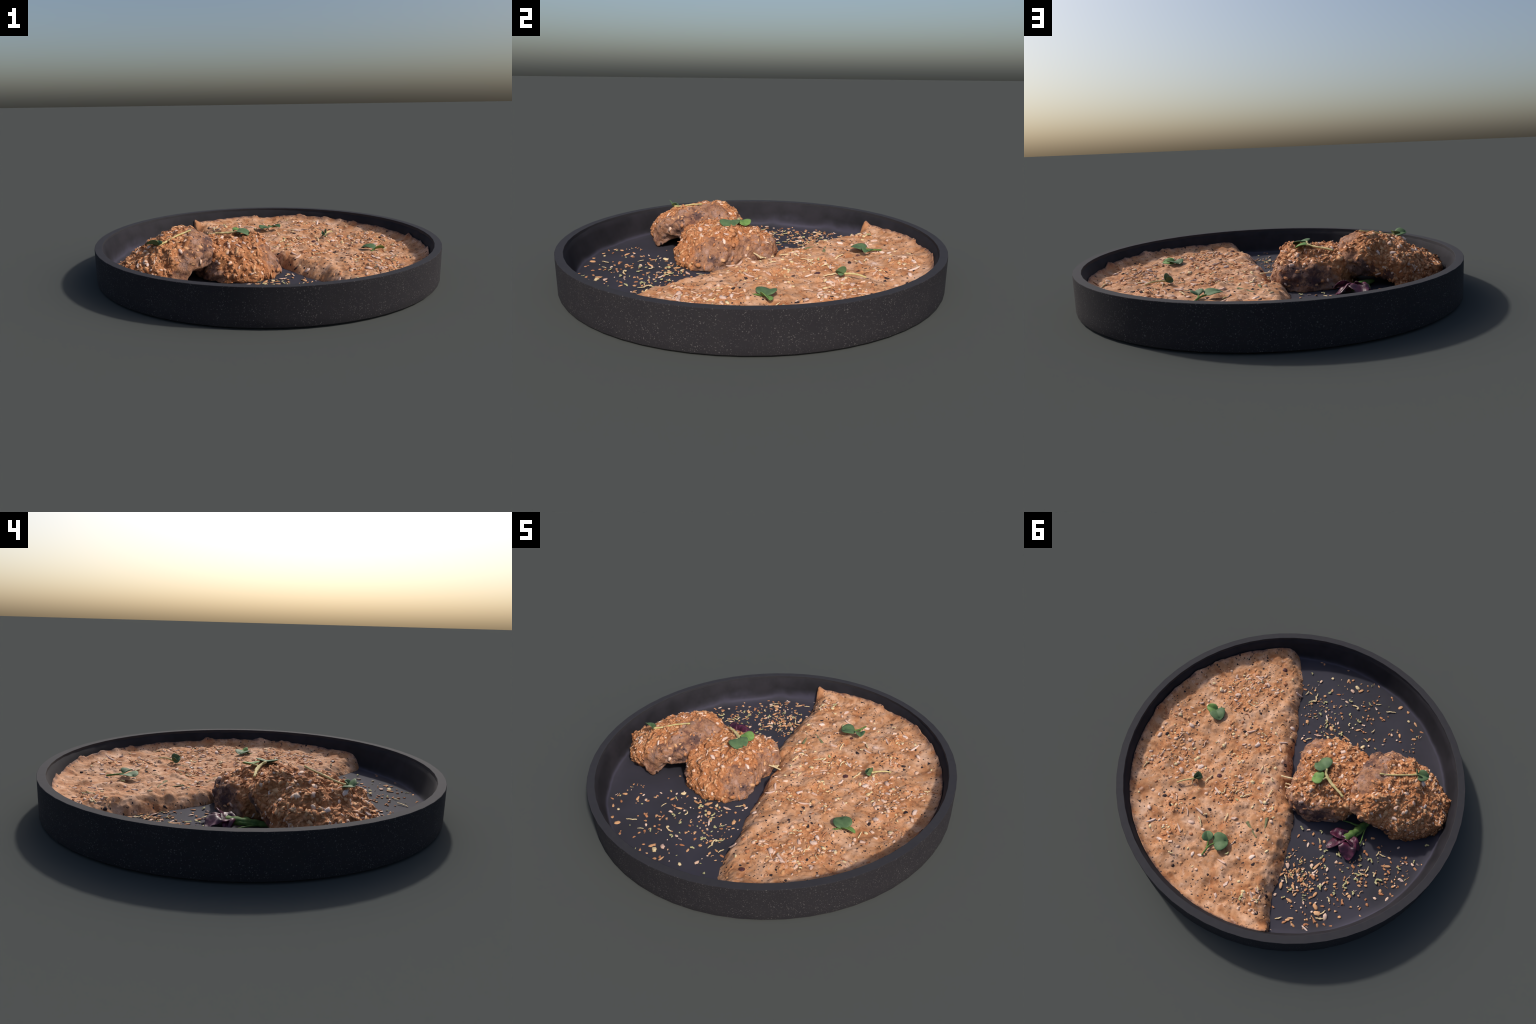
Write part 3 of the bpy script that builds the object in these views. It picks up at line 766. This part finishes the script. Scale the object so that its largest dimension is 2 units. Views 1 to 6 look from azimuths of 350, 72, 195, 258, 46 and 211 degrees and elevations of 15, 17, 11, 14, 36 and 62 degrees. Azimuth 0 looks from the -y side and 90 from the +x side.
SEEDS_B = [(-0.53, -0.32), (-0.62, -0.16), (-0.63, -0.07), (-0.7, -0.15), (-0.7, -0.31), (-0.58, 0.0), (-0.65, -0.28), (-0.75, -0.37), (-0.7, -0.39), (-0.69, -0.29), (-0.65, -0.03), (-0.5, -0.29), (-0.53, -0.37), (-0.76, -0.19), (-0.73, -0.06), (-0.58, -0.08)]


def small_bits(name, pts, nrm, mats, weights, sizes, parent, seed, shred=0.18):
    g = np.random.default_rng(seed)
    vs, fs, mi, off = [], [], [], 0
    for p, n in zip(pts, nrm):
        n = np.array(n) + g.normal(0, 0.2, 3)
        n /= np.linalg.norm(n)
        t = np.cross(n, g.normal(0, 1, 3))
        t /= np.linalg.norm(t)
        s = np.cross(n, t)
        L = g.uniform(*sizes)
        k = int(g.choice(len(mats), p=weights))
        if g.random() < shred:
            nn = 7
            turn = np.cumsum(g.normal(0, 0.5, nn))
            xy = np.cumsum(np.c_[np.cos(turn), np.sin(turn)] * L * 0.55, axis=0)
            xy -= xy.mean(0)
            q, f = tube(np.c_[xy, np.full(nn, L * 0.18)], np.full(nn, L * 0.22), 5)
        else:
            v, f = ICO1
            q = v * np.array([L, L * g.uniform(0.4, 0.9), L * g.uniform(0.25, 0.45)]) * (1 + g.normal(0, 0.15, (len(v), 1)))
        q = q[:, :1] * t + q[:, 1:2] * s + q[:, 2:] * n + np.array(p)
        vs.append(q)
        fs += [tuple(int(i) + off for i in x) for x in f]
        mi += [k] * len(f)
        off += len(q)
    ob = add_obj(name, new_mesh(name, np.vstack(vs), fs, mats, True, mi), parent)
    ob["kind"] = "stuff"
    return ob


def edge_side(x, y):
    """Positive on the sauce side of the free edge."""
    ex = np.interp(y, EDGE[:, 1], EDGE[:, 0])
    return x - ex


def near_cutlets(x, y, pad=0.0):
    for (c, st, _, _) in (CUT_A, CUT_B):
        d = math.hypot(x - c[0], y - c[1])
        a = math.degrees(math.atan2(y - c[1], x - c[0])) % 360
        ang = np.array([s[0] for s in st] + [360 + st[0][0]])
        rr = np.array([s[1][0][0] for s in st] + [st[0][1][0][0]])
        if d < np.interp(a, ang, rr) - 0.005 + pad:
            return True
    return False


# ------------------------------------------------------------------ greens
def leaf_mesh(name, base, tip, width, mat, fold=0.25, notch=0.0, thick=0.004, up=(0, 0, 1), droop=0.0, twist=0.0, square=0.5):
    """A small thick seed leaf: two lobes with a notch at the tip, folded along the midrib."""
    base, tip, up = np.array(base, float), np.array(tip, float), np.array(up, float)
    ax = tip - base
    L = np.linalg.norm(ax)
    ax /= L
    side = np.cross(up, ax)
    side /= np.linalg.norm(side)
    nn = np.cross(ax, side)
    ct, s_ = math.cos(twist), math.sin(twist)
    side, nn = ct * side + s_ * nn, -s_ * side + ct * nn
    nu, nv = 17, 17
    top, bot = [], []
    for i in range(nu):
        u = i / (nu - 1)
        # width outline along the leaf: narrow at the stalk, broad before the tip
        w = width * 0.5 * (math.sin(math.pi * min(1, u ** 0.75 * 0.985 + 0.015)) ** square)
        for j in range(nv):
            v = -1 + 2 * j / (nv - 1)
            uu = u * L * (1 - notch * (1 - abs(v)) ** 1.5 * u ** 3)
            h = fold * abs(v) * w + 0.06 * L * math.sin(math.pi * u) - droop * L * u ** 2 - 0.25 * fold * w * v ** 4
            p = base + ax * uu + side * v * w + nn * h
            th = thick * 0.5 * (1 - 0.75 * max(abs(v), abs(2 * u - 1)) ** 4)
            top.append(p + nn * th)
            bot.append(p - nn * th)
    n = nu * nv
    f = grid_faces(nu, nv)
    F = [x for x in f] + [tuple(n + k for k in x[::-1]) for x in f]
    ring = [i * nv for i in range(nu)] + [(nu - 1) * nv + j for j in range(1, nv)] + [i * nv + nv - 1 for i in range(nu - 2, -1, -1)] + [j for j in range(nv - 2, 0, -1)]
    for k in range(len(ring)):
        a, b = ring[k], ring[(k + 1) % len(ring)]
        F.append((a, b, n + b, n + a))
    me = new_mesh(name, top + bot, F, [mat])
    import bmesh
    bm = bmesh.new()
    bm.from_mesh(me)
    bmesh.ops.remove_doubles(bm, verts=bm.verts, dist=1e-5)
    bmesh.ops.recalc_face_normals(bm, faces=bm.faces)
    bm.to_mesh(me)
    bm.free()
    return me


def stem_obj(name, path, r0, r1, parent, mat, flat=1.0):
    P = resample(np.array(path, float), 28)
    v, f = tube(P, np.linspace(r0, r1, 28) * (1 + 0.12 * np.sin(np.arange(28) * 1.3)), 9, flat)
    return add_obj(name, new_mesh(name, v, f, [mat]), parent)


def build_sprouts():
    # on the near cutlet: two bright leaves and a split yellow stem
    s = thing("sprout", (-0.20, -0.04, 0.225), "cress sprout with two bright green leaves", "sprout")
    add_obj("leaf", leaf_mesh("leaf", (-0.194, -0.073, 0.252), (-0.120, -0.104, 0.236), 0.112, LEAF, 0.22, 0.26, 0.006, droop=0.08, square=0.36), s)
    add_obj("leaf", leaf_mesh("leaf", (-0.207, -0.004, 0.246), (-0.143, 0.001, 0.234), 0.084, LEAF_LIGHT, 0.22, 0.24, 0.006, droop=0.1, square=0.36), s)
    stem_obj("stem", [(-0.190, -0.072, 0.250), (-0.205, -0.045, 0.240), (-0.25, -0.02, 0.232), (-0.30, 0.0, 0.230), (-0.352, 0.018, 0.222)], 0.009, 0.006, s, STEM, 0.7)
    stem_obj("stem", [(-0.203, -0.006, 0.244), (-0.22, -0.028, 0.238), (-0.27, -0.006, 0.233), (-0.33, 0.004, 0.226)], 0.007, 0.005, s, STEM, 0.7)
    # on the far cutlet: folded leaves on a long white stem
    s = thing("sprout", (-0.64, -0.32, 0.23), "cress sprout with folded dark leaves and long pale stem", "sprout")
    b = drop(bvhB, -0.642, -0.318)[0] + Vector((0, 0, 0.003))
    add_obj("leaf", leaf_mesh("leaf", b, b + Vector((0.006, 0.014, 0.022)), 0.060, LEAF, 0.5, 0.12, 0.006, up=(-0.7, -0.7, 0.1), twist=0.3), s)
    add_obj("leaf", leaf_mesh("leaf", b, b + Vector((-0.062, -0.008, 0.012)), 0.066, LEAF, 0.5, 0.15, 0.006, twist=0.5), s)
    path = []
    for x, y in ((-0.463, -0.183), (-0.50, -0.203), (-0.545, -0.235), (-0.595, -0.278)):
        path.append(drop(bvhB, x, y)[0] + Vector((0, 0, 0.008)))
    stem_obj("stem", path + [b], 0.0045, 0.0055, s, STEM)
    # three on the sauce
    s = thing("sprout", (0.62, -0.12, 0.105), "pair of small dark green leaves lying flat", "sprout")
    add_obj("leaf", leaf_mesh("leaf", (0.618, -0.132, 0.112), (0.688, -0.120, 0.122), 0.060, LEAF_LIGHT, 0.35, 0.1, 0.006, droop=0.1, twist=-0.5), s)
    add_obj("leaf", leaf_mesh("leaf", (0.628, -0.130, 0.114), (0.560, -0.082, 0.126), 0.095, LEAF, 0.35, 0.18, 0.006, droop=0.12, square=0.4), s)
    stem_obj("stem", [(0.622, -0.132, 0.114), (0.60, -0.155, 0.112), (0.576, -0.180, 0.106)], 0.005, 0.004, s, STEM_GREEN)
    s = thing("sprout", (0.14, 0.63, 0.11), "cress sprout with one large and one small leaf", "sprout")
    add_obj("leaf", leaf_mesh("leaf", (0.126, 0.600, 0.122), (0.066, 0.545, 0.134), 0.108, LEAF, 0.18, 0.25, 0.006, droop=0.1, square=0.42), s)
    add_obj("leaf", leaf_mesh("leaf", (0.158, 0.604, 0.120), (0.197, 0.562, 0.132), 0.064, LEAF, 0.6, 0.05, 0.006, droop=0.1), s)
    stem_obj("stem", [(0.122, 0.598, 0.123), (0.136, 0.622, 0.122), (0.141, 0.650, 0.120), (0.142, 0.69, 0.116)], 0.0045, 0.005, s, STEM_GREEN)
    stem_obj("stem", [(0.158, 0.604, 0.121), (0.150, 0.622, 0.121), (0.141, 0.650, 0.120)], 0.004, 0.0045, s, STEM_GREEN)
    s = thing("sprout", (0.45, 0.31, 0.105), "single folded leaf on a pale stem", "sprout")
    add_obj("leaf", leaf_mesh("leaf", (0.452, 0.328, 0.112), (0.452, 0.286, 0.136), 0.060, LEAF, 0.6, 0.1, 0.006, twist=1.0), s)
    add_obj("leaf", leaf_mesh("leaf", (0.450, 0.328, 0.112), (0.424, 0.306, 0.122), 0.045, LEAF, 0.5, 0.1, 0.006, twist=-0.7), s)
    stem_obj("stem", [(0.452, 0.328, 0.114), (0.470, 0.348, 0.119), (0.500, 0.378, 0.120), (0.526, 0.406, 0.112)], 0.0055, 0.004, s, STEM)


def build_sprig():
    s = thing("purple_sprig", (-0.47, 0.16, 0.034), "glossy crumpled purple salad leaf sprig on green stalks", "salad leaf")
    J = (-0.468, 0.160, 0.062)
    lobes = [((-0.372, 0.172, 0.052), 0.085, 0.5, 0.3), ((-0.425, 0.140, 0.066), 0.070, -0.4, -0.2), ((-0.398, 0.262, 0.046), 0.070, 0.3, 0.4),
             ((-0.545, 0.262, 0.048), 0.105, 0.45, 0.0), ((-0.565, 0.182, 0.050), 0.070, 0.6, -0.4)]
    for k, (tip, w, fold, tw) in enumerate(lobes):
        me = leaf_mesh("leaf", J, tip, w, PURPLE, fold, 0.05, 0.008, droop=-0.0, twist=tw, square=0.6)
        V = np.array([v.co[:] for v in me.vertices])
        d = fbm(V, 20.0, 2, 20 + k) * 0.018
        for v, dz in zip(me.vertices, d):
            v.co.z = max(0.036, v.co.z + dz + 0.007 * math.sin(min(1, math.dist(v.co[:2], J[:2]) / 0.1) * math.pi))
        me.update()
        ob = add_obj("leaf", me, s)
        V = np.array([v.co[:] for v in me.vertices])
    stem_obj("pale_line", [(-0.475, 0.170, 0.076), (-0.455, 0.190, 0.073), (-0.435, 0.215, 0.065), (-0.410, 0.240, 0.054)], 0.003, 0.0015, s, PALE_LINE)
    stem_obj("pale_line", [(-0.470, 0.160, 0.077), (-0.450, 0.162, 0.077), (-0.425, 0.165, 0.070), (-0.395, 0.170, 0.062)], 0.003, 0.0012, s, PALE_LINE)
    stem_obj("stalk", [(-0.462, 0.165, 0.062), (-0.485, 0.120, 0.065), (-0.505, 0.065, 0.062), (-0.525, 0.000, 0.055), (-0.545, -0.05, 0.049)], 0.024, 0.014, s, STEM_GREEN, 0.7)
    stem_obj("stalk", [(-0.478, 0.150, 0.056), (-0.510, 0.095, 0.059), (-0.522, 0.040, 0.055), (-0.535, -0.03, 0.049)], 0.017, 0.012, s, STEM_GREEN, 0.7)
    stem_obj("stalk", [(-0.553, 0.172, 0.041), (-0.548, 0.120, 0.051), (-0.535, 0.060, 0.055), (-0.530, 0.01, 0.052)], 0.003, 0.005, s, STEM_GREEN)
    stem_obj("stalk", [(-0.395, 0.068, 0.047), (-0.440, 0.060, 0.056), (-0.486, 0.052, 0.058), (-0.52, 0.02, 0.054)], 0.003, 0.008, s, STEM_GREEN)


# ------------------------------------------------------------------ assemble
plate = build_plate()
sauce, sauce_bvh = build_sauce()
cutA, bvhA, VA = build_cutlet(CUT_A, BARE_A, DARK_A, (-0.19, -0.10, 0.034), "roast cutlet with toasted orange crumb crust", 950, 3)
cutB, bvhB, VB = build_cutlet(CUT_B, BARE_B, DARK_B, (-0.60, -0.17, 0.034), "arched roast cutlet covered in toasted crumb crust", 1250, 9)

for (x, y) in SEEDS_A:
    put_piece("W" if rng.random() < 0.6 else "w", x, y, cutA, bvhA, 0.001, scale=0.9)
for (x, y) in SEEDS_B:
    put_piece("W" if rng.random() < 0.6 else "w", x, y, cutB, bvhB, 0.001, scale=0.9)

for code, pts in TOPPINGS.items():
    for (x, y) in pts:
        put_piece(code, x, y, sauce, sauce_bvh, 0.003 if code in "PpB" else 0.001)

crumbs = thing("crumb_scatter", (-0.4, 0.1, 0.034), "loose toasted crumbs, seeds and herb shreds on the plate", "crumbs")
for code, pts in CRUMBS.items():
    for (x, y) in pts:
        if edge_side(x, y) < 0.012 and not near_cutlets(x, y):
            put_piece(code, x, y, crumbs, scale=0.92, flat=0.7)

# tiny bits: on the floor, denser in the heap beside the sauce
HEAPS = [(-0.34, 0.48, 0.09, 110), (-0.45, 0.47, 0.10, 60), (-0.62, 0.30, 0.13, 60), (-0.52, 0.63, 0.10, 30), (0.02, -0.46, 0.13, 60), (-0.20, -0.45, 0.12, 30),
         (0.10, -0.62, 0.14, 40), (-0.20, -0.68, 0.20, 45), (-0.78, 0.22, 0.12, 30), (-0.50, -0.60, 0.12, 16)]
pts = []
for (hx, hy, hr, n) in HEAPS:
    k = 0
    while k < n:
        x, y = rng.normal(hx, hr * 0.7), rng.normal(hy, hr * 0.7)
        k += 1
        if math.hypot(x, y) < 0.905 and edge_side(x, y) < -0.005 and not near_cutlets(x, y):
            pts.append((x, y, 0.036))
small_bits("fine_crumbs", pts, [(0, 0, 1)] * len(pts), [ORANGE, TAN, CREAM, GREENISH], [0.38, 0.32, 0.18, 0.12], (0.0035, 0.0095), crumbs, 5)

pts, nrm = [], []
for (px, py, pr) in PATCHES:
    for k in range(int(3400 * pr * pr + 16)):
        x, y = rng.normal(px, pr * 0.6), rng.normal(py, pr * 0.6)
        if edge_side(x, y) > 0.03 and math.hypot(x, y) < 0.90:
            p, n = drop(sauce_bvh, x, y)
            pts.append(p)
            nrm.append(n if n.z > 0 else -n)
for k in range(260):
    x, y = rng.uniform(-0.35, 0.9), rng.uniform(-0.8, 0.85)
    if edge_side(x, y) > 0.02 and math.hypot(x, y) < 0.90:
        p, n = drop(sauce_bvh, x, y)
        pts.append(p)
        nrm.append(n if n.z > 0 else -n)
small_bits("fine_topping", pts, nrm, [ORANGE, TAN, CREAM, CREAM_SHRED], [0.20, 0.38, 0.28, 0.14], (0.006, 0.0165), sauce, 6, 0.12)

# two herb blades half sunk in the sauce
for a, b in (((0.048, 0.389), (-0.050, 0.440)), ((-0.035, 0.309), (-0.060, 0.368))):
    pa, pb = drop(sauce_bvh, *a)[0], drop(sauce_bvh, *b)[0]
    stem_obj("herb_blade", [pa + Vector((0, 0, 0.003)), (pa + pb) / 2 + Vector((0, 0, 0.003)), pb], 0.009, 0.004, sauce, simple("wilted_herb", [(0.3, lin(96, 104, 72)), (0.7, lin(136, 128, 92))], 40), 0.35)

build_sprouts()
build_sprig()

# sticky strands between the near cutlet and the sauce
for path in ([(0.042, 0.034, 0.094), (0.005, 0.026, 0.099), (-0.040, 0.012, 0.104), (-0.075, 0.010, 0.118)],
             [(-0.002, 0.058, 0.082), (-0.028, 0.050, 0.080), (-0.055, 0.048, 0.088), (-0.085, 0.040, 0.100)],
             [(-0.010, 0.075, 0.076), (-0.040, 0.066, 0.070), (-0.075, 0.060, 0.080)]):
    stem_obj("sauce_strand", path, 0.0050, 0.0038, sauce, CREAM_SHRED, 0.8)
